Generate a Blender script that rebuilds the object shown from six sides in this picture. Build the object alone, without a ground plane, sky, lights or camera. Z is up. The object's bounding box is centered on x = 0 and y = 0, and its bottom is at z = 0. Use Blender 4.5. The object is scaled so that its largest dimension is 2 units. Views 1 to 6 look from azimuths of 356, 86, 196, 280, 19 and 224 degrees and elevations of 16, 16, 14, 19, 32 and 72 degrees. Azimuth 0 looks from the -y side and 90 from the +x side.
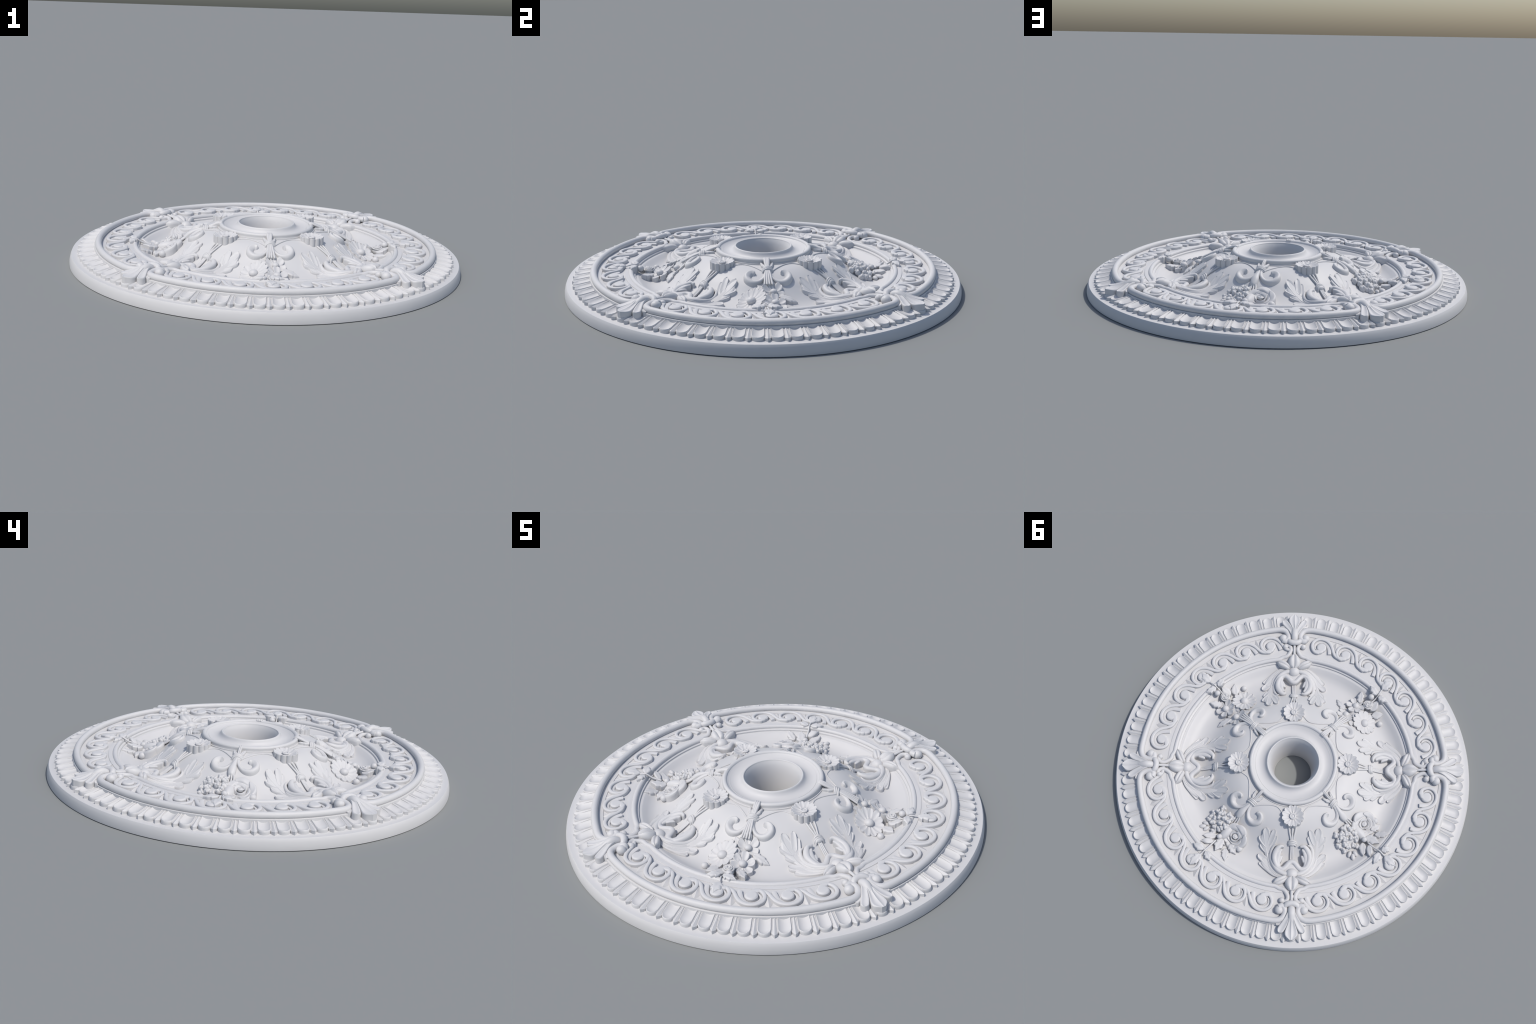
# Round plaster ceiling medallion: a turned plate with a domed centre and a bored collar,
# dressed with relief ornament (egg-and-dart rim, running scrolls, corner palmettes with
# acanthus leaves, four daisies on stalks and four tied bouquets).
import bpy, math, random
import numpy as np

rng = random.Random(7)
PI = math.pi

# ------------------------------------------------------------------ scene helpers
for o in list(bpy.data.objects):
    bpy.data.objects.remove(o)


def plaster(name, base, rough):
    m = bpy.data.materials.new(name)
    m.use_nodes = True
    nt = m.node_tree
    n, l = nt.nodes, nt.links
    bsdf = n["Principled BSDF"]
    tc = n.new("ShaderNodeTexCoord")
    no = n.new("ShaderNodeTexNoise")
    no.inputs["Scale"].default_value = 9.0
    no.inputs["Detail"].default_value = 4.0
    ramp = n.new("ShaderNodeValToRGB")
    ramp.color_ramp.elements[0].position = 0.3
    ramp.color_ramp.elements[0].color = (base[0] * 0.985, base[1] * 0.985, base[2] * 0.985, 1)
    ramp.color_ramp.elements[1].position = 0.7
    ramp.color_ramp.elements[1].color = (base[0] * 1.01, base[1] * 1.01, base[2] * 1.01, 1)
    fine = n.new("ShaderNodeTexNoise")
    fine.inputs["Scale"].default_value = 220.0
    bump = n.new("ShaderNodeBump")
    bump.inputs["Strength"].default_value = 0.02
    bump.inputs["Distance"].default_value = 0.001
    l.new(tc.outputs["Object"], no.inputs["Vector"])
    l.new(tc.outputs["Object"], fine.inputs["Vector"])
    l.new(no.outputs["Fac"], ramp.inputs["Fac"])
    l.new(ramp.outputs["Color"], bsdf.inputs["Base Color"])
    l.new(fine.outputs["Fac"], bump.inputs["Height"])
    l.new(bump.outputs["Normal"], bsdf.inputs["Normal"])
    bsdf.inputs["Roughness"].default_value = rough
    bsdf.inputs["Specular IOR Level"].default_value = 0.35
    return m


WHITE = plaster("white_plaster", (0.568, 0.567, 0.568), 0.5)

ROOT = bpy.data.objects.new("ceiling_medallion", None)
ROOT["label"] = "round white plaster ceiling medallion with floral relief and centre hole"
ROOT["category"] = "ceiling medallion"
bpy.context.scene.collection.objects.link(ROOT)


def add(name, mesh, parent=None, rot=0.0):
    o = bpy.data.objects.new(name, mesh)
    o.parent = parent or ROOT
    o.rotation_euler = (0, 0, rot)
    bpy.context.scene.collection.objects.link(o)
    return o


def group(name, rot=0.0):
    o = bpy.data.objects.new(name, None)
    o.parent = ROOT
    o.rotation_euler = (0, 0, rot)
    bpy.context.scene.collection.objects.link(o)
    return o


class Shape:
    """Collects faces of one part."""

    def __init__(self):
        self.v, self.f = [], []

    def put(self, verts, faces):
        k = len(self.v)
        self.v.extend(tuple(map(float, p)) for p in verts)
        self.f.extend(tuple(i + k for i in f) for f in faces)

    def mesh(self, name, angle=42):
        me = bpy.data.meshes.new(name)
        me.from_pydata(self.v, [], self.f)
        me.validate()
        me.update()
        me.polygons.foreach_set("use_smooth", [True] * len(me.polygons))
        me.set_sharp_from_angle(angle=math.radians(angle))
        me.materials.append(WHITE)
        return me


# ------------------------------------------------------------------ curves
def catmull(pts, n):
    """Smooth curve through control points, n samples evenly spaced by chord length."""
    p = np.asarray(pts, float)
    if p.ndim == 1:
        p = p[:, None]
    if len(p) == 2:
        u = np.linspace(0, 1, n)[:, None]
        return p[0] * (1 - u) + p[1] * u
    q = np.vstack([2 * p[0] - p[1], p, 2 * p[-1] - p[-2]])
    out = []
    for i in range(1, len(q) - 2):
        a, b, c, d = q[i - 1], q[i], q[i + 1], q[i + 2]
        t = np.linspace(0, 1, 24, endpoint=False)[:, None]
        out.append(0.5 * (2 * b + (c - a) * t + (2 * a - 5 * b + 4 * c - d) * t ** 2 + (3 * b - a - 3 * c + d) * t ** 3))
    out = np.vstack(out + [p[-1:]])
    s = np.r_[0, np.cumsum(np.linalg.norm(np.diff(out, axis=0), axis=1))]
    w = np.linspace(0, s[-1], n)
    return np.stack([np.interp(w, s, out[:, k]) for k in range(p.shape[1])], 1)


def spread(vals, u):
    """Control values spread evenly over 0..1, read smoothly at u."""
    vals = np.atleast_1d(np.asarray(vals, float))
    if len(vals) == 1:
        return np.full_like(u, vals[0])
    c = catmull(np.stack([np.linspace(0, 1, len(vals)), vals], 1), 160)
    return np.interp(u, c[:, 0], c[:, 1])


# ------------------------------------------------------------------ the turned body
def smooth_pts(pts, n):
    return [tuple(p) for p in catmull(pts, n)]


DOME = [(.256, .1650), (.280, .1620), (.310, .1550), (.340, .1435), (.370, .1285), (.400, .1095), (.430, .0870), (.460, .0660), (.490, .0490),
        (.520, .0382), (.550, .0335), (.578, .0350), (.602, .0430), (.622, .0545), (.636, .0628)]
BEAD = [(.2316 + .0112 * math.cos(a), .1815 + .0112 * math.sin(a)) for a in np.linspace(PI * .95, -PI * .12, 13)]
TOP = ([(.1375, .1925)] + smooth_pts([(.1385, .196), (.1415, .1978), (.1450, .1965), (.1475, .193)], 9)
       + smooth_pts([(.1475, .193), (.152, .1845), (.160, .1765), (.172, .172), (.186, .1715), (.200, .1745), (.2085, .178)], 22)
       + [(.2090, .1768), (.2145, .1790)] + BEAD + [(.2440, .170), (.2495, .170), (.2500, .166), (.2555, .1655)]
       + smooth_pts(DOME, 60)
       + [(.6370, .0630), (.6490, .0640), (.6497, .0715), (.6580, .0735), (.6660, .0800), (.690, .0845),
          (.7030, .0835), (.7040, .0805), (.760, .0800), (.8150, .0800), (.8160, .0835), (.8330, .0840), (.8420, .0860),
          (.8740, .0850), (.8752, .0838), (.8760, .0640), (.890, .0610), (.915, .0570), (.940, .0520), (.9470, .0505), (.9495, .0496), (.9780, .0498)]
       + [(.9880, .0500), (.9890, .0488), (.9950, .0350), (.9988, .0180), (1.0, .0050), (1.0, 0.0)])
_tr = np.array([p for p in TOP])
_ord = np.argsort(_tr[:, 0], kind="stable")


def surf(r):
    return np.interp(r, _tr[_ord, 0], _tr[_ord, 1])


def lathe(profile, n=288, closed=True):
    k = len(profile)
    v, f = [], []
    for j in range(n):
        a = 2 * PI * j / n
        c, s = math.cos(a), math.sin(a)
        v.extend((r * c, r * s, z) for r, z in profile)
    for j in range(n):
        j2 = (j + 1) % n
        for i in range(k if closed else k - 1):
            i2 = (i + 1) % k
            f.append((j * k + i, j2 * k + i, j2 * k + i2, j * k + i2))
    return v, f


split = next(i for i, p in enumerate(TOP) if p[0] > .2505)
plate = Shape()
bore = smooth_pts([(.1030, 0.0), (.1045, .030), (.1075, .070), (.1125, .110), (.1200, .150), (.1290, .178), (.1362, .1905)], 18)
plate.put(*lathe(TOP[split:] + [(.2, 0.0), (.2, .1600), (.2480, .1640)]))
add("plate", plate.mesh("plate", 30))
collar = Shape()
collar.put(*lathe(bore + TOP[:split] + [(.2495, .150), (.199, .150), (.199, 0.0)]))
add("collar", collar.mesh("collar", 30))


# ------------------------------------------------------------------ relief tools
# Local frame of a motif: x runs radially outward, y runs along increasing azimuth.
def f_round(q): return np.sqrt(np.clip(1 - q * q, 0, 1))
def f_soft(q): return np.sqrt(np.clip(1 - np.abs(q) ** 4, 0, 1))
def f_dome(q): return np.sqrt(np.clip(1 - np.abs(q) ** 2.6, 0, 1))
def f_ridge(q): return 1 - np.abs(q) ** 1.1
def f_vein(q): return np.clip(1 - np.abs(q) ** 3.0, 0, 1) ** .6 - .38 * np.exp(-(q / .22) ** 2)
def f_hollow(q): return np.sqrt(np.clip(1 - np.abs(q) ** 8, 0, 1)) - .65 * np.clip(1 - (q / .8) ** 2, 0, 1)
def f_keel(q): return .30 * (1 - np.abs(q)) + .70 * np.sqrt(np.clip(1 - np.abs(q) ** 5, 0, 1))


def relief(sh, grid, base=surf, sink=.004, deep=None):
    """Top surface given as a grid of points, closed by walls down into the body."""
    g = np.asarray(grid, float)
    n, m, _ = g.shape
    idx = np.arange(n * m).reshape(n, m)
    faces = [(idx[i, j], idx[i + 1, j], idx[i + 1, j + 1], idx[i, j + 1]) for i in range(n - 1) for j in range(m - 1)]
    rim = list(idx[0, :]) + list(idx[1:, -1]) + list(idx[-1, -2::-1]) + list(idx[-2:0:-1, 0])
    flat = g.reshape(-1, 3)
    low = flat[rim].copy()
    zb = base(np.hypot(low[:, 0], low[:, 1])) - sink
    if deep is not None:
        zb = low[:, 2] - deep
    low[:, 2] = np.minimum(zb, low[:, 2] - .002)
    k = n * m
    c = len(rim)
    for i in range(c):
        i2 = (i + 1) % c
        faces.append((rim[i], k + i, k + i2, rim[i2]))
    faces.append(tuple(k + i for i in range(c)))
    sh.put(np.vstack([flat, low]), faces)


def ribbon(sh, path, width, height, depth=.008, prof=f_soft, caps="rr", n=34, m=11, absolute=False, follow=.6,
           base=surf, sink=.004, skew=0.0, teeth=0, bite=.0, deep=None, capbend=1.0):
    """A strip of relief along a 2D path: half width, top height (above the body or absolute) and a cross-section."""
    p = np.asarray(path, float)
    u0 = np.linspace(0, 1, n)
    u = .45 * u0 + .55 * (1 - np.cos(PI * u0)) / 2
    fine = catmull(p[:, :2], 400)
    c = np.stack([np.interp(u, np.linspace(0, 1, 400), fine[:, k]) for k in (0, 1)], 1)
    d = np.gradient(c, axis=0)
    d /= np.linalg.norm(d, axis=1)[:, None] + 1e-12
    nrm = np.stack([-d[:, 1], d[:, 0]], 1)
    L = np.linalg.norm(np.diff(fine, axis=0), axis=1).sum()
    w = spread(width, u)
    cap = np.ones(n)
    for end, kind in ((0, caps[0]), (1, caps[1])):
        dist = (u if end == 0 else 1 - u) * L
        we = max(w[0 if end == 0 else -1], 1e-4)
        if kind == "r":
            x = np.clip(1 - dist / we, 0, 1)
            cap = np.minimum(cap, np.sqrt(np.clip(1 - x * x, 0, 1)))
        elif kind == "p":
            cap = np.minimum(cap, np.clip(dist / (2.6 * we), 0, 1) ** .75)
    cap = np.maximum(cap, .03)
    ww = w * cap
    if teeth:
        saw = (u * teeth) % 1.0
        ww = ww * (1 - bite * (1 - saw) * np.clip(4 * u * (1 - u), 0, 1) ** .4)
    h = spread(height, u)
    q = np.sin(np.linspace(-PI / 2, PI / 2, m))
    pts = c[:, None, :] + nrm[:, None, :] * (ww[:, None] * q[None, :])[:, :, None]
    qe = np.sign(q)[None, :] * (1 - (1 - np.abs(q)[None, :]) * np.clip(cap[:, None] * capbend + (1 - capbend), 0, 1))
    rc, rp = np.hypot(c[:, 0], c[:, 1]), np.hypot(pts[..., 0], pts[..., 1])
    z = h[:, None] - spread(depth, u)[:, None] * (1 - prof(qe)) + skew * (ww[:, None] * q[None, :])
    if not absolute:
        z = z + base(rp) * follow + base(rc)[:, None] * (1 - follow)
    relief(sh, np.dstack([pts, z]), base, sink, deep)


def tube(sh, path, radius, seg=12, n=40, squash=1.0):
    c = catmull(np.asarray(path, float), n)
    u = np.linspace(0, 1, n)
    r = spread(radius, u)
    t = np.gradient(c, axis=0)
    t /= np.linalg.norm(t, axis=1)[:, None]
    up = np.array([0, 0, 1.0])
    s = np.cross(t, up)
    s /= np.linalg.norm(s, axis=1)[:, None] + 1e-9
    b = np.cross(s, t)
    a = np.linspace(0, 2 * PI, seg, endpoint=False)
    ring = c[:, None, :] + r[:, None, None] * (np.cos(a)[None, :, None] * s[:, None, :] + squash * np.sin(a)[None, :, None] * b[:, None, :])
    v = ring.reshape(-1, 3)
    f = [(i * seg + j, i * seg + (j + 1) % seg, (i + 1) * seg + (j + 1) % seg, (i + 1) * seg + j) for i in range(n - 1) for j in range(seg)]
    v = np.vstack([v, c[0] - t[0] * r[0] * .6, c[-1] + t[-1] * r[-1] * .6])
    k = n * seg
    f += [(k, (j + 1) % seg, j) for j in range(seg)] + [(k + 1, (n - 1) * seg + j, (n - 1) * seg + (j + 1) % seg) for j in range(seg)]
    sh.put(v, f)


def ball(sh, centre, radii, axis=None, nu=18, nv=12):
    """Ellipsoid; axis gives the plan direction of its first radius."""
    a, b, c = radii
    v, f = [], []
    for i in range(1, nv):
        th = PI * i / nv
        for j in range(nu):
            ph = 2 * PI * j / nu
            v.append((a * math.sin(th) * math.cos(ph), b * math.sin(th) * math.sin(ph), c * math.cos(th)))
    v += [(0, 0, c), (0, 0, -c)]
    for i in range(nv - 2):
        for j in range(nu):
            j2 = (j + 1) % nu
            f.append((i * nu + j, (i + 1) * nu + j, (i + 1) * nu + j2, i * nu + j2))
    t, e = (nv - 1) * nu, (nv - 1) * nu + 1
    for j in range(nu):
        j2 = (j + 1) % nu
        f.append((t, j, j2))
        f.append((e, (nv - 2) * nu + j2, (nv - 2) * nu + j))
    v = np.array(v)
    if axis:
        ca, sa = math.cos(axis), math.sin(axis)
        v = np.stack([v[:, 0] * ca - v[:, 1] * sa, v[:, 0] * sa + v[:, 1] * ca, v[:, 2]], 1)
    sh.put(v + np.array(centre), f)


def on(x, y, h=0.0):
    return (x, y, float(surf(math.hypot(x, y))) + h)


def flip(path):
    return [(p[0], -p[1]) + tuple(p[2:]) for p in path]


# ------------------------------------------------------------------ egg and dart rim
EGGS = 72
egg = Shape()
# hollowed tongue with a raised horseshoe edge
n, m = 30, 21
grid = np.zeros((n, m, 3))
for i in range(n):
    u = i / (n - 1)
    x = .8750 + (.9565 - .8750) * (.35 * u + .65 * math.sin(u * PI / 2))
    over = max(0.0, (x - .9260) / .0306)
    hw = (.0272 + .0026 * u) * math.sqrt(max(0.0, 1 - over ** 2))
    hw = max(hw, .0008)
    full = .0272 + .0026 * u
    for j in range(m):
        q = math.sin(PI / 2 * (2 * j / (m - 1) - 1))
        y = q * hw
        e = min(1.0, math.hypot(y / full, over))
        crest = .0800 - (.0800 - .0672) * ((x - .8745) / .0815) ** .9
        hollow = .0088 * max(0.0, 1 - (e / .90) ** 2)
        rim = .0006 * math.exp(-((e - .88) / .06) ** 2)
        shoulder = .0070 * max(0.0, (e - .90) / .10) ** 2 - rim
        grid[i, j] = (x, y, crest - hollow - shoulder)
relief(egg, grid, sink=.006)
egg_mesh = egg.mesh("egg", 50)
dart = Shape()
ribbon(dart, [(.8755, 0), (.910, 0), (.9450, 0)], [.0112, .0120, .0125, .0135], [.0755, .0715, .0670, .0620], depth=.0005, prof=f_soft, caps='ff', n=10, m=5, absolute=True)
ribbon(dart, [(.876, 0), (.905, 0), (.940, 0), (.9610, 0)], [.0030, .0040, .0052, .0068, .0090, .0108, .0010], [.0800, .0780, .0757, .0735, .0716, .0698, .0665], depth=[.002, .0025, .003, .0045, .006, .007, .001], prof=f_ridge, caps="ff", n=24, m=7, absolute=True)
ribbon(dart, [(.876, .0085), (.905, .0088), (.935, .0100)], [.0016, .0018, .0012], [.0775, .0715, .0650], depth=.003, prof=f_round, caps="fp", n=10, m=5, absolute=True)
ribbon(dart, [(.876, -.0085), (.905, -.0088), (.935, -.0100)], [.0016, .0018, .0012], [.0775, .0715, .0650], depth=.003, prof=f_round, caps="fp", n=10, m=5, absolute=True)
dart_mesh = dart.mesh("dart", 30)
for i in range(EGGS):
    a = 2 * PI * i / EGGS
    add("egg", egg_mesh, rot=a)
    add("dart", dart_mesh, rot=a + PI / EGGS)

# ------------------------------------------------------------------ quarter mouldings with volute ends
def rot2(x, y, a):
    return (x * math.cos(a) - y * math.sin(a), x * math.sin(a) + y * math.cos(a))


def quarter(R, z, ends, start):
    """Arc of radius R on the quarter axis, joined to curled ends given in a corner's frame (x, y>0, z)."""
    one = [rot2(x, y, -PI / 4) + (zz,) for x, y, zz in ends]
    arc = []
    a0 = -PI / 4 + start
    for k in range(25):
        a = a0 + (-2 * a0) * k / 24
        arc.append((R * math.cos(a), R * math.sin(a), z))
    two = [(x, -y, zz) for x, y, zz in one]
    return one[::-1] + arc + two


A_ENDS = [(.8468, .068, .0957), (.834, .0465, .0957), (.809, .0350, .0965), (.787, .0365, .0985), (.7735, .0500, .1005), (.7800, .066, .1005)]
B_ENDS = [(.6775, .066, .0805), (.6850, .0415, .0835), (.7100, .0235, .0865), (.7330, .0195, .0890), (.7500, .0310, .0905), (.7520, .0470, .0900)]
outer = Shape()
tube(outer, quarter(.8548, .0955, A_ENDS, .118), [.0162], seg=16, n=190)
inner = Shape()
tube(inner, quarter(.6712, .0798, B_ENDS, .132), [.0122], seg=16, n=170)
knobs_o, knobs_i = Shape(), Shape()
for s in (1, -1):
    x, y = rot2(.7945, .0655, -PI / 4)
    ball(knobs_o, (x, s * y, .0960), (.0235, .0235, .0225))
    x, y = rot2(.7435, .0520, -PI / 4)
    ball(knobs_i, (x, s * y, .0900), (.0165, .0165, .0165))
om, im, kom, kim = outer.mesh("outer_moulding"), inner.mesh("inner_moulding"), knobs_o.mesh("volute_eye"), knobs_i.mesh("volute_eye")
for k in range(4):
    o = add("outer_moulding", om, rot=k * PI / 2)
    add("volute_eye", kom, parent=o)
    o = add("inner_moulding", im, rot=k * PI / 2)
    add("volute_eye", kim, parent=o)

# ------------------------------------------------------------------ running scroll frieze
FLOOR = .080
RC = .756


def bent(pts):
    """Scroll drawing (along the frieze, outward) laid on the ring."""
    return [((RC + b) * math.cos(a / RC), (RC + b) * math.sin(a / RC)) for a, b in pts]


scroll = Shape()
band = [(-.136, -.0330), (-.116, -.0335), (-.091, -.0250), (-.074, -.0065), (-.060, .0165), (-.045, .0355), (-.025, .0495), (-.003, .0555), (.021, .0530),
        (.040, .0410), (.0515, .0240), (.0545, .0040), (.048, -.0165), (.0350, -.0305), (.017, -.0350), (.004, -.031)]
ribbon(scroll, bent(band), [.0085, .0085, .0088, .0094, .0094, .0090, .0088, .0092, .0100], [.0965, .0972, .0980, .0980, .0980, .0982, .0982], depth=[.004, .0055, .0055, .0055, .005],
       prof=f_dome, caps="rr", n=90, m=11, absolute=True, base=lambda r: r * 0 + FLOOR)
disc = []
for i in range(9):
    e = i / 8
    disc.append([(*bent([(e * .0282 * math.cos(a) - .001, e * .0282 * math.sin(a))])[0], .0990 - .0008 * e ** 2 - .0050 * max(0, (e - .72) / .28) ** 2.5) for a in np.linspace(0, 2 * PI, 33)])
g = np.array(disc)
relief(scroll, g, base=lambda r: r * 0 + FLOOR)
# the spiral joins disc and band at the inner side
ribbon(scroll, bent([(-.012, -.014), (.004, -.026), (.020, -.0300), (.034, -.030)]), [.012, .013, .0115, .009], [.0988, .0988, .0984, .0980], depth=.006, prof=f_soft, caps="rr", n=20, m=9, absolute=True, base=lambda r: r * 0 + FLOOR)
scroll_mesh = scroll.mesh("scroll", 50)
sleaf = Shape()
ribbon(sleaf, bent([(.022, -.0200), (.037, -.0040), (.0375, .0170), (.0210, .0350), (-.003, .0410), (-.022, .0340), (-.040, .0155), (-.0510, -.0080), (-.0570, -.0280)]), [.002, .0060, .0075, .0085, .0090, .0095, .0105, .0115, .0110], [.0930, .0880, .0870, .0870, .0875, .0885, .0900, .0920, .0935], depth=.004, prof=f_keel, caps="rf", n=60, m=7, absolute=True,
       base=lambda r: r * 0 + FLOOR)
sleaf_mesh = sleaf.mesh("scroll_leaf", 35)
pyr = Shape()
ribbon(pyr, bent([(-.0840, -.0020), (-.0800, .0260), (-.0740, .0610)]), [.002, .0130, .0190, .0130, .0008], [.0930, .0930, .0910, .0865, .0815], depth=[.002, .009, .0105, .006, .001], prof=f_ridge, caps="ff", n=14, m=5, absolute=True,
       base=lambda r: r * 0 + FLOOR)
pyr_mesh = pyr.mesh("spandrel_point", 25)
OFF = math.radians(-.75)
for k in range(32):
    if k % 8 == 4:
        continue
    a = math.radians(11.25 * k) + OFF
    add("scroll", scroll_mesh, rot=a)
    add("scroll_leaf", sleaf_mesh, rot=a)
    add("spandrel_point", pyr_mesh, rot=a)

# ------------------------------------------------------------------ corner ornaments
pieces = []


def piece(name, build, angle=42):
    sh = Shape()
    build(sh)
    pieces.append((name, sh.mesh(name, angle)))


def mir(path, s):
    return [(p[0], s * p[1]) + tuple(p[2:]) for p in path]


# palmette
def f_fan(q): return .93 * np.sqrt(np.clip(1 - np.abs(q) ** 9, 0, 1)) + .07 * np.exp(-(q / .12) ** 2) - .42 * np.clip(np.sin(np.clip(np.abs(q), 0, .86) / .86 * PI), 0, 1)
def f_scoop(q): return np.sqrt(np.clip(1 - np.abs(q) ** 7, 0, 1)) - .45 * np.clip(1 - ((q) / .75) ** 2, 0, 1)


piece("palmette_trunk", lambda sh: ribbon(sh, [(.766, 0), (.795, 0), (.83, 0), (.868, 0)], [.016, .0190, .0195, .0170, .010], [.108, .1260, .1310, .1230, .1080], depth=[.014, .018, .016, .010], prof=f_round, caps="rr", n=28, m=13, absolute=True))
piece("palmette_lobe", lambda sh: ribbon(sh, [(.815, 0), (.850, 0), (.885, 0), (.925, 0), (.951, 0)], [.008, .0115, .0150, .0210, .0290, .0350, .0300, .0090], [.1220, .1240, .1180, .1100, .1040, .1005, .0995, .0985], depth=[.006, .008, .010, .010, .010, .008, .003], prof=f_fan, caps="rf", n=44, m=21, absolute=True), 38)
for s in (1, -1):
    piece("palmette_lobe", lambda sh: ribbon(sh, mir([(.803, .009), (.835, .0200), (.868, .0370), (.893, .0530), (.913, .0650)], s), [.008, .0115, .0140, .0175, .0190, .0165], [.118, .1200, .1140, .1060, .1000, .0975], depth=[.008, .009, .009, .008], prof=f_scoop, caps="rr", n=40, m=13, absolute=True, capbend=.5))
    piece("palmette_lobe", lambda sh: ribbon(sh, mir([(.815, .020), (.842, .036), (.860, .056), (.870, .0820)], s), [.007, .0100, .0110, .0100], [.106, .1050, .1000, .0930], depth=.007, prof=f_scoop, caps="rr", n=30, m=11, absolute=True, capbend=.5))
# crescent clasp
piece("clasp", lambda sh: tube(sh, [(.785, -.033, .100), (.7730, -.0310, .106), (.7640, -.0185, .1095), (.7605, 0, .1105), (.7640, .0185, .1095), (.7730, .0310, .106), (.785, .033, .100)], [.011, .0155, .0160, .0155, .011], seg=14, n=40))
piece("stem", lambda sh: tube(sh, [(.690, 0, .092), (.720, 0, .0965), (.755, 0, .1000)], [.0075], seg=10, n=10))
# three sepals and a pearl
piece("sepal", lambda sh: ribbon(sh, [(.606, 0), (.640, 0), (.675, 0), (.7010, 0)], [.022, .034, .0360, .026, .006], [.0880, .1040, .1130, .1110, .0990], depth=[.022, .026, .026, .014], prof=f_vein, caps="rp", n=30, m=15, absolute=True, sink=.01))
for s in (1, -1):
    piece("sepal", lambda sh: ribbon(sh, mir([(.612, .022), (.628, .050), (.642, .080), (.652, .1060)], s), [.014, .0200, .0200, .008], [.0860, .0985, .0985, .0880], depth=.018, prof=f_vein, caps="rp", n=28, m=13, absolute=True, sink=.012))
piece("pearl", lambda sh: ball(sh, (.5960, 0, .0570), (.0330, .0355, .0335), nu=28, nv=18))


# bracket band running into the curled acanthus tips
def bracket(sh):
    half = [(.5290, 0, .0790), (.5335, .0130, .0785), (.5480, .0260, .0770), (.5625, .0390, .0765), (.5690, .0550, .0770), (.5580, .0765, .0810), (.527, .0915, .0850), (.498, .0940, .0890),
            (.468, .0840, .0950), (.449, .0650, .0985), (.4500, .0420, .0950)]
    full = [(x, -y, z) for x, y, z in half[:0:-1]] + half
    P = np.array(full)
    ribbon(sh, P[:, :2], [.006, .012, .015, .014, .0135, .0135, .0140, .0135, .0135, .0135, .0140, .0135, .0135, .014, .015, .012, .006], P[:, 2], depth=.012, prof=f_round, caps="rr", n=130, m=13, absolute=True)


piece("bracket_band", bracket)
piece("bracket_seat", lambda sh: ribbon(sh, [(.585, -.075), (.572, -.040), (.556, 0), (.572, .040), (.585, .075)], [.012, .022, .026, .022, .012], [.058, .066, .0690, .066, .058], depth=.010, prof=f_soft, caps="rr", n=40, m=11, absolute=True))


def curl_web(sh, s):
    # blade behind the curled rim, toothed on its inner side
    ribbon(sh, mir([(.572, .062), (.545, .078), (.508, .0810), (.478, .0700), (.462, .0540)], s), [.010, .0150, .0180, .0150, .006], [.0700, .0750, .0790, .0850, .0880], depth=.010, prof=f_soft, caps="rr", n=28, m=11, absolute=True)
    ribbon(sh, mir([(.535, .078), (.510, .064), (.494, .0480)], s), [.014, .0130, .003], [.0740, .0760, .0740], depth=.005, prof=f_soft, caps="rp", n=20, m=9, absolute=True)


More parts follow.
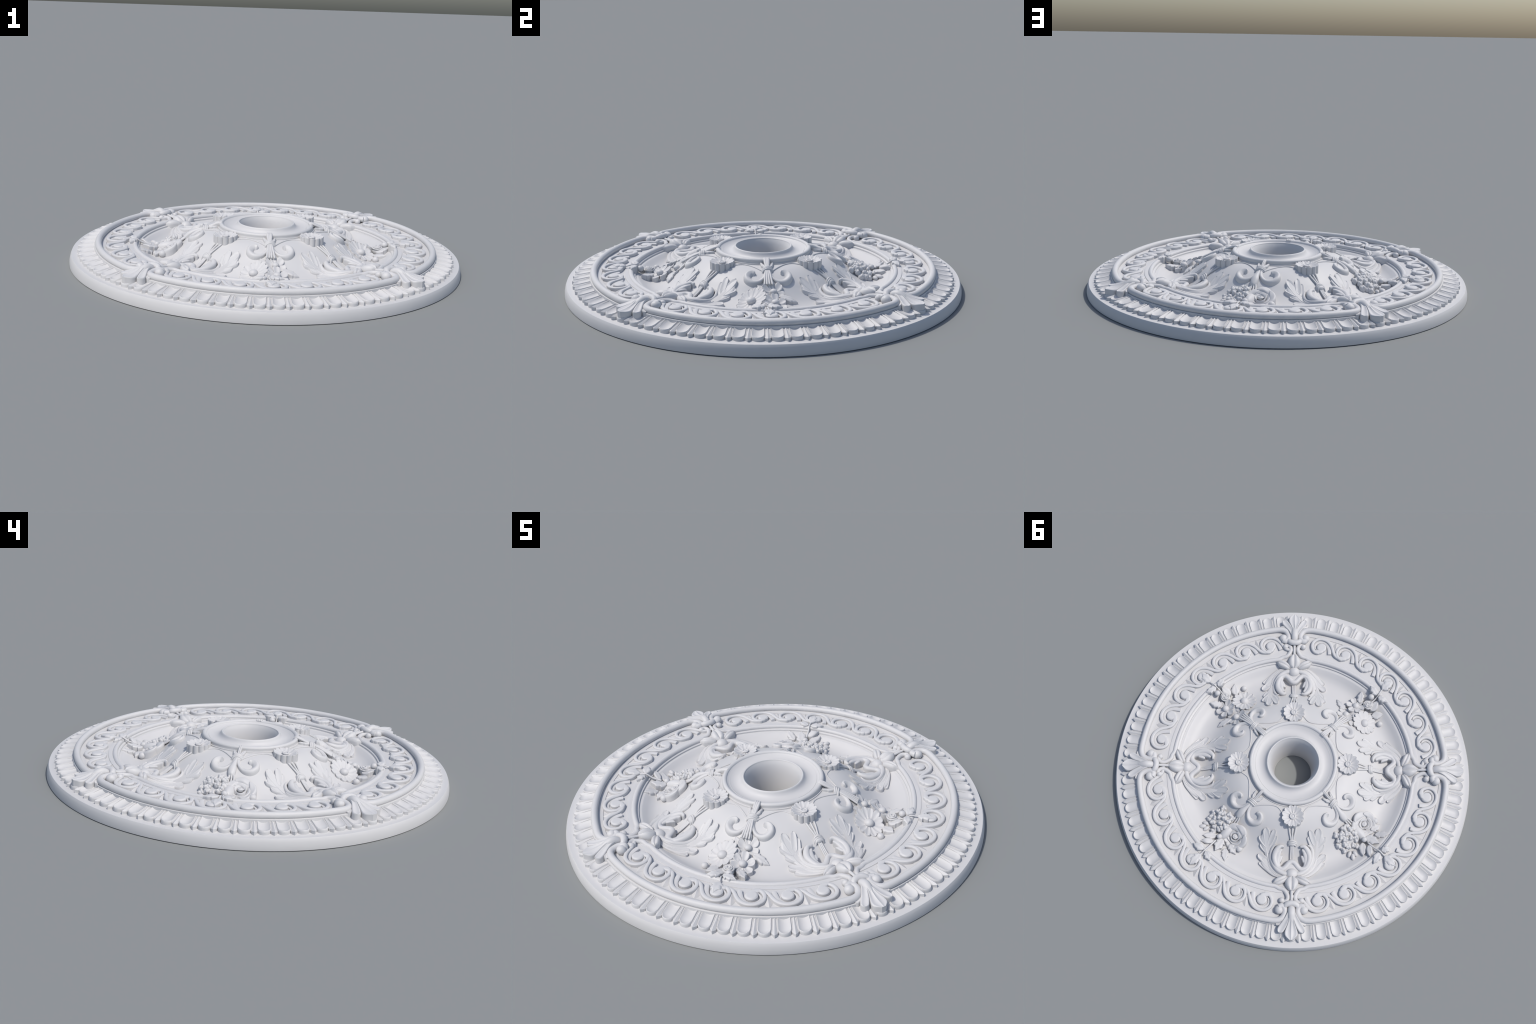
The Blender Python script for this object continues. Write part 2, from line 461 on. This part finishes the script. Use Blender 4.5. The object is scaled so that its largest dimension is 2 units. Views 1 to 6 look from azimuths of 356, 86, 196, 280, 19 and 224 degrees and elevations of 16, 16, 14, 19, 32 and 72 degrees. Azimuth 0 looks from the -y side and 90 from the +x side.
def acanthus(sh, s):
    R = lambda path, w, h, **k: ribbon(sh, mir(path, s), w, h, **k)
    # blades
    R([(.600, .030), (.585, .068), (.555, .100), (.520, .1180), (.480, .1270), (.435, .1340), (.400, .1390), (.366, .1430)], [.014, .019, .024, .023, .021, .0320, .0370, .0130], [.024, .026, .024, .018, .012, .0105, .0105, .009], depth=.008, prof=f_soft, caps="rr", n=60, m=13)
    R([(.606, .052), (.584, .092), (.548, .1270), (.510, .1620)], [.016, .024, .0280, .0170], [.020, .020, .018, .014], depth=.007, prof=f_soft, caps="rr", n=36, m=13)
    # ribs sweeping up into the curl
    R([(.596, .016), (.590, .050), (.563, .086), (.523, .1080), (.482, .1130), (.450, .1030), (.440, .0830)], [.011, .0130, .0125, .0115, .0110, .0095, .004], [.038, .040, .042, .036, .026, .019, .016], depth=.010, prof=f_round, caps="rr", n=54, m=9, follow=.3)
    R([(.600, .038), (.583, .074), (.552, .1020), (.515, .1190), (.480, .1260)], [.008, .0095, .0095, .0080, .0050], [.034, .034, .030, .024, .016], depth=.008, prof=f_round, caps="rp", n=40, m=9)
    # main leaf
    R([(.560, .098), (.525, .1160), (.483, .1250), (.430, .1340), (.394, .1400), (.357, .1440)], [.010, .0130, .0150, .0170, .0205, .0200], [.026, .021, .014, .012, .013, .015], depth=[.008, .009, .010, .011, .012], prof=f_scoop, caps="rr", n=64, m=15, capbend=.45)
    R([(.448, .1330), (.428, .1500), (.410, .1650), (.395, .1790)], [.012, .0160, .0160, .0120], [.012, .013, .014, .013], depth=.009, prof=f_scoop, caps="rr", n=30, m=11, capbend=.5)
    R([(.476, .1310), (.455, .1520), (.4330, .1730)], [.012, .0145, .0105], [.011, .011, .011], depth=.008, prof=f_scoop, caps="rr", n=22, m=11, capbend=.5)
    R([(.440, .1270), (.415, .1150), (.390, .1040), (.368, .0950)], [.012, .0160, .0160, .0115], [.012, .013, .014, .013], depth=.009, prof=f_scoop, caps="rr", n=30, m=11, capbend=.5)
    R([(.470, .1220), (.432, .1050), (.398, .0860)], [.012, .0145, .0105], [.012, .012, .011], depth=.008, prof=f_scoop, caps="rr", n=22, m=11, capbend=.5)
    # outer leaf
    R([(.606, .052), (.586, .088), (.552, .1180), (.515, .1500), (.484, .1830)], [.012, .0150, .0170, .0190, .0185], [.022, .023, .020, .017, .015], depth=.010, prof=f_scoop, caps="rr", n=48, m=15, capbend=.45)
    R([(.608, .068), (.588, .102), (.560, .1360), (.5290, .1780)], [.010, .0140, .0150, .0090], [.017, .018, .015, .012], depth=.009, prof=f_scoop, caps="rr", n=34, m=11, capbend=.5)


for s in (1, -1):
    piece("acanthus_curl", lambda sh: curl_web(sh, s))
    piece("acanthus_leaf", lambda sh: acanthus(sh, s))

# stalk with a tied knot below the daisy
def stalk(sh):
    for t in (-1, 0, 1):
        tube(sh, [on(.345, t * .0205, .004), on(.380, t * .0150, .005), on(.412, t * .0075, .006), on(.450, t * .0065, .006), on(.500, t * .0080, .007), on(.535, t * .0080, .008)], [.0052, .0050, .0048, .0046, .0044], seg=9, n=30)


piece("stalk", stalk)


def stalk_knot(sh):
    ball(sh, on(.4315, 0, .002), (.016, .0235, .0165))
    for d in (-.0085, 0.0, .0085):
        c = on(.4315 + d, 0, .002)
        k = 1 - (abs(d) / .0085) * .13
        tube(sh, [(c[0] + .003, -.0240 * k, c[2] - .008), (c[0], -.0170 * k, c[2] + .0085), (c[0] - .001, 0, c[2] + .0160 * k), (c[0] + .0015, .0170 * k, c[2] + .0085), (c[0] + .004, .0240 * k, c[2] - .008)], [.0050], seg=9, n=22)


piece("stalk_knot", stalk_knot)

for k in range(4):
    c = group("corner_ornament", PI / 4 + k * PI / 2)
    for name, me in pieces:
        add(name, me, parent=c)


# ------------------------------------------------------------------ flowers
def slope(r):
    return float((surf(r + .02) - surf(r - .02)) / .04)


def petal_grid(cx, cy, zc, ang, r0, r1, wmax, grad, rise, cup, droop, n=14, m=9, tipw=.30):
    """One petal: plan outline round-tipped, hollowed across, rising then drooping along its length."""
    g = np.zeros((n, m, 3))
    gx, gy = grad
    for i in range(n):
        u = i / (n - 1)
        u = .4 * u + .6 * math.sin(u * PI / 2)
        d = r0 + (r1 - r0) * u
        w = wmax * (tipw + (1 - tipw) * math.sin(min(1, u / .8) * PI / 2)) * math.sqrt(max(.004, 1 - max(0, (u - .70) / .30) ** 2.4))
        for j in range(m):
            q = math.sin(PI / 2 * (2 * j / (m - 1) - 1))
            e = max(abs(q), 0)
            x = cx + d * math.cos(ang) - q * w * math.sin(ang)
            y = cy + d * math.sin(ang) + q * w * math.cos(ang)
            z = zc + gx * (x - cx) + gy * (y - cy) + rise * (u ** 1.3) - droop * u * u - cup * (1 - e * e) * math.sin(min(1, u * 1.4) * PI * .5 + .3) - .0055 * max(0, (e - .72) / .28) ** 2 - .003 * max(0, (u - .85) / .15) ** 2
            g[i, j] = (x, y, z)
    return g


def flower(name, x, y, h, count, r0, r1, wmax, eye, rise, cup, droop, rot, tiltk=.5, phase=0.0, eyeh=.5, ring=False, vary=0.0, parent=None, grad=None):
    r = math.hypot(x, y)
    zc = float(surf(r)) + h
    if grad is None:
        grad = (slope(r) * tiltk * x / r, slope(r) * tiltk * y / r)
    sh = Shape()
    ball(sh, (x, y, zc + eye * (eyeh - .5)), (eye, eye, eye * .8), nu=22, nv=14)
    if ring:
        a = np.linspace(0, 2 * PI, 25)
        tube(sh, [(x + eye * .8 * math.cos(t), y + eye * .8 * math.sin(t), zc + eye * .28 + eye * .8 * (grad[0] * math.cos(t) + grad[1] * math.sin(t))) for t in a], [eye * .26], seg=9, n=40)
    # underside drum so that no gap shows between petals
    g = []
    for i in range(5):
        e = i / 4
        g.append([(x + e * r1 * .80 * math.cos(a), y + e * r1 * .80 * math.sin(a), zc - cup - droop * e * e * .6 - .004 - .008 * e + e * r1 * .8 * (grad[0] * math.cos(a) + grad[1] * math.sin(a)) + rise * e * .7) for a in np.linspace(0, 2 * PI, 41)])
    relief(sh, np.array(g))
    head = add(name, sh.mesh(name), rot=rot, parent=parent)
    for k in range(count):
        a = phase + 2 * PI * k / count
        p = Shape()
        v = 1 + vary * rng.uniform(-1, 1)
        relief(p, petal_grid(x, y, zc, a, r0, r1 * v, wmax, grad, rise * v, cup, droop), sink=.004)
        add("petal", p.mesh("petal", 46), parent=head)
    return head


for k in range(4):
    flower("daisy", .3010, 0, .0125, 12, .010, .0600, .0140, .0165, .018, .0065, .000, PI / 4 + k * PI / 2, tiltk=.12, phase=.24, ring=True, eyeh=.15)


def rose(x, y, h, rot):
    r = math.hypot(x, y)
    zc = float(surf(r)) + h
    tl = -.58
    sh = Shape()
    g = []
    for i in range(7):
        e = i / 6
        g.append([(x + e * .054 * math.cos(a), y + e * .060 * math.sin(a), zc - .012 - .006 * e + tl * e * .054 * math.cos(a)) for a in np.linspace(0, 2 * PI, 41)])
    relief(sh, np.array(g))
    # spiral heart
    sp = [(x + (.004 + .0012 * t) * math.cos(t), y + (.004 + .0012 * t) * math.sin(t), zc + .006 - .0006 * t) for t in np.linspace(0, 8.5, 22)]
    tube(sh, sp, [.0040, .0036, .0034], seg=9, n=60)
    ball(sh, (x, y, zc - .002), (.015, .015, .010))
    head = add("rose", sh.mesh("rose"), rot=rot)
    layers = [(.0200, .0065, 3, .003, .2, 2.6, .003), (.0320, .0095, 3, .000, .9, 2.4, .005), (.0470, .0155, 5, .004, .35, 1.75, .007)]
    for rad, hw, cnt, dz, ph, span, wave in layers:
        for k in range(cnt):
            a0 = ph + 2 * PI * k / cnt + rng.uniform(-.12, .12)
            path, hh = [], []
            for t in np.linspace(-.5, .5, 9):
                a = a0 + span * t
                rr = rad * (1 + .16 * t) * (1 + .14 * math.cos(PI * t))
                px, py = x + rr * .95 * math.cos(a), y + rr * 1.05 * math.sin(a)
                path.append((px, py))
                hh.append(zc + dz + .003 * math.cos(PI * t) + wave * t + tl * (px - x))
            p = Shape()
            ribbon(p, path, [hw * .45, hw, hw * 1.2, hw, hw * .4], hh, depth=.014, prof=lambda q: np.clip(1 - np.abs(q) ** 6, 0, 1) ** .5 - .5 * np.clip(.5 + q, 0, 1.5) / 1.5, caps="rr", n=34, m=13, absolute=True)
            add("petal", p.mesh("petal", 50), parent=head)
    return head


# ------------------------------------------------------------------ bouquets
class Bouquet:
    def __init__(self, rot):
        self.rot = rot
        self.g = group("bouquet", rot)

    def put(self, name, build, angle=42):
        sh = Shape()
        build(sh)
        add(name, sh.mesh(name, angle), parent=self.g)

    def leaf(self, a, b, w, h, teeth=3, bite=.38, absolute=False, bend=.0, depth=.006, prof=f_vein, deep=None):
        a, b = np.array(a), np.array(b)
        d = b - a
        mid = (a + b) / 2 + bend * np.array([-d[1], d[0]])
        self.put("leaf", lambda sh: ribbon(sh, [tuple(a), tuple(mid), tuple(b)], [w * .45, w, w * 1.05, w * .75, w * .35], h, depth=depth, prof=prof, caps="rp", n=8 + 9 * teeth, m=11, teeth=teeth, bite=bite, absolute=absolute, deep=deep), 50)

    def bud(self, x, y, r, h, name="bud", long=1.0, axis=0.0):
        self.put(name, lambda sh: ball(sh, on(x, y, h), (r * long, r, r * .95), axis))


def common(b):
    # knot, hooked tendrils, crown and stems shared by all bouquets
    def knot(sh):
        ball(sh, on(.3140, 0, -.001), (.019, .025, .0165))
        for d in (-.010, -.002, .007):
            c = on(.3140 + d, 0, -.001)
            tube(sh, [(c[0] + .004, -.0265, c[2] - .010), (c[0] + .002, -.0190, c[2] + .009), (c[0], 0, c[2] + .0180), (c[0] - .002, .0190, c[2] + .009), (c[0] - .003, .0265, c[2] - .010)], [.0052], seg=9, n=22)
    b.put("knot", knot)
    hook = [(.328, .012), (.344, .0130), (.366, .0240), (.3830, .0480), (.3810, .0780), (.3600, .0970), (.3390, .0920), (.3310, .0750), (.3400, .0610)]
    for s in (1, -1):
        b.put("tendril", lambda sh: ribbon(sh, mir(hook, s), [.0065, .0080, .0100, .0130, .0165, .0190, .0185, .0150, .0110], [.011, .012, .013, .015, .018, .021, .022, .021, .019], depth=[.005, .007, .010, .014, .018, .020, .019], prof=lambda q: np.sqrt(np.clip(1 - np.abs(q) ** 3.5, 0, 1)) - .55 * np.clip(s * q + .25, 0, 1.25), caps="rr", n=64, m=15, follow=.35))
    for s in (1, -1):
        b.put("garland", lambda sh: tube(sh, [on(.321, s * .018, .004)] + [on(rr * math.cos(s * aa), rr * math.sin(s * aa), .0015) for rr, aa in ((.306, .110), (.285, .200), (.268, .310), (.2610, .420), (.2660, .500), (.2860, .590))], [.0042, .0036, .0034, .0034], seg=9, n=44))


def bouquet_daisies(rot):
    b = Bouquet(rot)
    common(b)
    # crown of short cut stems and leaflets on the bead
    b.put("crown", lambda sh: [tube(sh, [on(.304, t * .004, .008), (.268, t * .007, .180), (.234, t * .009, .1930), (.224, t * .009, .1895)], [.0060, .0070, .0075, .0050], seg=9, n=20) for t in (-1, 0, 1)])
    for s in (1, -1):
        b.leaf((.300, s * .012), (.248, s * .030), .0090, [.172, .176, .180], teeth=2, bite=.3, absolute=True)
    b.put("stems", lambda sh: [tube(sh, [on(.322, t * .005, .009), on(.355, t * .0082, .013), on(.415, t * .0130, .022)], [.0058, .0055, .0050], seg=9, n=16) for t in (-1.6, -.7, .25, 1.3)])
    flower("daisy", .4870, -.0860, .0190, 12, .012, .0690, .0150, .0225, .0170, .008, .000, rot, phase=.1, vary=.05, eyeh=.55, grad=(-.38, .38))
    flower("blossom", .4410, .0200, .0120, 6, .008, .0520, .0178, .0175, .0150, .009, .000, rot, phase=.3, vary=.08, eyeh=.6, grad=(-.66, -.20))
    flower("blossom", .5270, .0225, .0310, 6, .008, .0530, .0178, .0185, .0150, .009, .000, rot, phase=.0, vary=.08, eyeh=.6, grad=(-.38, -.25))
    b.put("leaf_bed", lambda sh: ball(sh, (.482, -.018, .050), (.064, .045, .036)))
    b.leaf((.4550, -.0300), (.5000, -.0120), .0170, [.030, .034, .034], teeth=2, bite=.25)
    b.leaf((.4900, -.0060), (.5350, -.0420), .0170, [.036, .040, .038], teeth=2, bite=.25)
    b.leaf((.4620, .0480), (.4830, .1300), .0200, [.016, .018, .010], teeth=3)
    b.leaf((.4480, -.014), (.4020, -.0540), .0200, [.014, .015, .012], teeth=2, bite=.25)
    b.leaf((.5550, -.0800), (.6080, -.1220), .0230, [.022, .023, .012], teeth=2, bite=.2)
    b.leaf((.5700, -.0560), (.6400, -.0470), .0230, [.030, .030, .018], teeth=2, bite=.2)
    b.leaf((.5600, .0200), (.6180, .0640), .0210, [.030, .030, .020], teeth=3)
    b.bud(.5535, -.1450, .0165, .010)
    b.bud(.6250, -.0040, .0170, .028)
    # small half-open rose
    def small_rose(sh):
        x, y = .5815, -.0235
        c = on(x, y, .034)
        ball(sh, (c[0], c[1], c[2] - .012), (.025, .025, .024))
        for rad, dz in ((.0085, .012), (.0160, .010), (.0235, .004)):
            for k in range(3):
                a = 2 * PI * k / 3 + rad * 60
                tube(sh, [(x + rad * (1 + .1 * t) * math.cos(a + 1.3 * t), y + rad * (1 + .1 * t) * math.sin(a + 1.3 * t), c[2] + dz - .003 * t * t) for t in np.linspace(-1, 1, 7)], [.0020, .0045, .0020], seg=8, n=16)
    b.put("small_rose", small_rose)
    # sprig over the inner moulding
    b.put("sprig", lambda sh: tube(sh, [on(.595, -.026, .030), (.640, -.028, .0780), (.670, -.024, .0975), (.705, -.018, .0930), (.740, -.017, .1000)], [.0045, .0040, .0034, .0030], seg=9, n=24))
    b.leaf((.652, -.020), (.6680, .0440), .0200, [.100, .105, .100], teeth=3, absolute=True)
    b.leaf((.650, -.034), (.6650, -.0930), .0200, [.100, .105, .098], teeth=3, absolute=True)
    b.leaf((.700, -.018), (.7760, -.0210), .0260, [.100, .106, .102], teeth=3, absolute=True)


def bouquet_rose(rot):
    b = Bouquet(rot)
    common(b)
    b.put("crown", lambda sh: ribbon(sh, [(.306, .001), (.270, 0), (.245, 0), (.226, 0)], [.008, .0085, .0085, .0095], [.168, .180, .1920, .1960], depth=.010, prof=f_vein, caps="rr", n=24, m=9, absolute=True))
    for s in (1, -1):
        b.leaf((.300, s * .010), (.252, s * .028), .0100, [.172, .176, .180], teeth=2, bite=.3, absolute=True)
    b.put("stems", lambda sh: [ribbon(sh, [(.326, 0), (.360, -.004), (.398, -.006), (.425, -.003)], [.008, .0125, .0190, .0150], [.014, .020, .027, .025], depth=.014, prof=f_round, caps="rr", n=26, m=11)]
          + [tube(sh, [on(.405, -.006 + t * .008, .011), on(.430, .000 + t * .012, .012), on(.462, .003 + t * .013, .015)], [.0050], seg=9, n=12) for t in (-1, 0, 1)])
    rose(.4990, .0580, .029, rot)
    # cluster of small berries
    spots = [(.4420, -.0470), (.4380, -.0980), (.4680, -.1090), (.4860, -.1230), (.4720, -.0520), (.4870, -.0790), (.5050, -.0940), (.5080, -.1170), (.5280, -.1180), (.4980, -.0180), (.5190, -.0270), (.5060, -.0500),
             (.4700, -.0220), (.5280, -.0900), (.5390, -.0630), (.5310, -.0350), (.5600, -.0500), (.4430, -.0230), (.4560, -.0740), (.4660, -.0860)]
    for i, (x, y) in enumerate(spots):
        top = .106 - .45 * (x - .494) + .26 * min(0, y + .02)
        e = math.hypot((x - .494) / .066, (y + .066) / .066)
        rr = .0165 + .0025 * rng.uniform(-1, 1)
        zz = max(float(surf(math.hypot(x, y))) + .006, top - .022 * e ** 3 - rr + .003 * rng.uniform(-1, 1))
        def berry(sh):
            # a closed bud: one body with smaller swellings around its tip
            ball(sh, (x, y, zz), (rr, rr * .90, rr * 1.02), rng.uniform(0, 3))
            turn = rng.uniform(0, 6)
            for k in range(3):
                a = turn + 2.1 * k
                ball(sh, (x + .50 * rr * math.cos(a), y + .50 * rr * math.sin(a), zz + .55 * rr), (rr * .58, rr * .46, rr * .55), a, nu=12, nv=8)
        b.put("berry", berry)
    core = []
    for k in range(6):
        e = k / 5
        core.append([(.492 + e * .052 * math.cos(a), -.064 + e * .052 * math.sin(a), .092 - .45 * (e * .052 * math.cos(a)) + .26 * min(0, -.044 + e * .052 * math.sin(a)) - .012 * e * e) for a in np.linspace(0, 2 * PI, 33)])
    b.put("cluster_core", lambda sh: relief(sh, np.array(core)))
    b.put("leaf_bed", lambda sh: ball(sh, (.500, .006, .050), (.064, .030, .036)))
    b.leaf((.470, .006), (.520, .004), .0130, [.022, .034, .036], teeth=2, bite=.25)
    b.leaf((.515, .012), (.562, -.008), .0140, [.036, .038, .026], teeth=2, bite=.25)
    b.leaf((.505, -.004), (.548, .024), .0120, [.036, .038, .026], teeth=2, bite=.25)
    for x, y, dx, dy in ((.555, -.105, .010, -.020), (.575, -.105, .022, -.018), (.572, -.088, .018, -.004)):
        b.bud(x + dx * .4, y + dy * .4, .0115, .008, name="bud", long=1.7, axis=math.atan2(dy, dx))
    b.leaf((.5650, -.0180), (.6200, -.0720), .0200, [.025, .025, .016], teeth=2, bite=.2)
    b.leaf((.6000, -.0060), (.6500, -.0520), .0160, [.030, .030, .016], teeth=1, bite=.1)
    b.leaf((.5550, .0180), (.6320, .0400), .0270, [.032, .034, .022], teeth=3)
    b.leaf((.5800, .0640), (.6340, .1180), .0210, [.016, .016, .008], teeth=3)
    b.leaf((.5480, .0660), (.5620, .1280), .0220, [.022, .023, .015], teeth=3)
    b.bud(.5265, .1200, .0185, .016)
    b.bud(.5600, -.0020, .0150, .034)
    b.put("sprig", lambda sh: tube(sh, [on(.590, .000, .030), (.635, .002, .0780), (.668, .005, .0975), (.695, .005, .0950), (.715, .006, .0980)], [.0050, .0045, .0040], seg=9, n=24))
    b.leaf((.672, -.002), (.6910, -.0690), .0200, [.100, .104, .098], teeth=2, bite=.25, absolute=True)
    b.leaf((.672, .012), (.6930, .0660), .0200, [.100, .105, .098], teeth=3, absolute=True)
    b.leaf((.702, .006), (.7860, .0060), .0250, [.100, .106, .101], teeth=3, absolute=True)


bouquet_daisies(0.0)
bouquet_daisies(-PI / 2)
bouquet_rose(PI / 2)
bouquet_rose(PI)
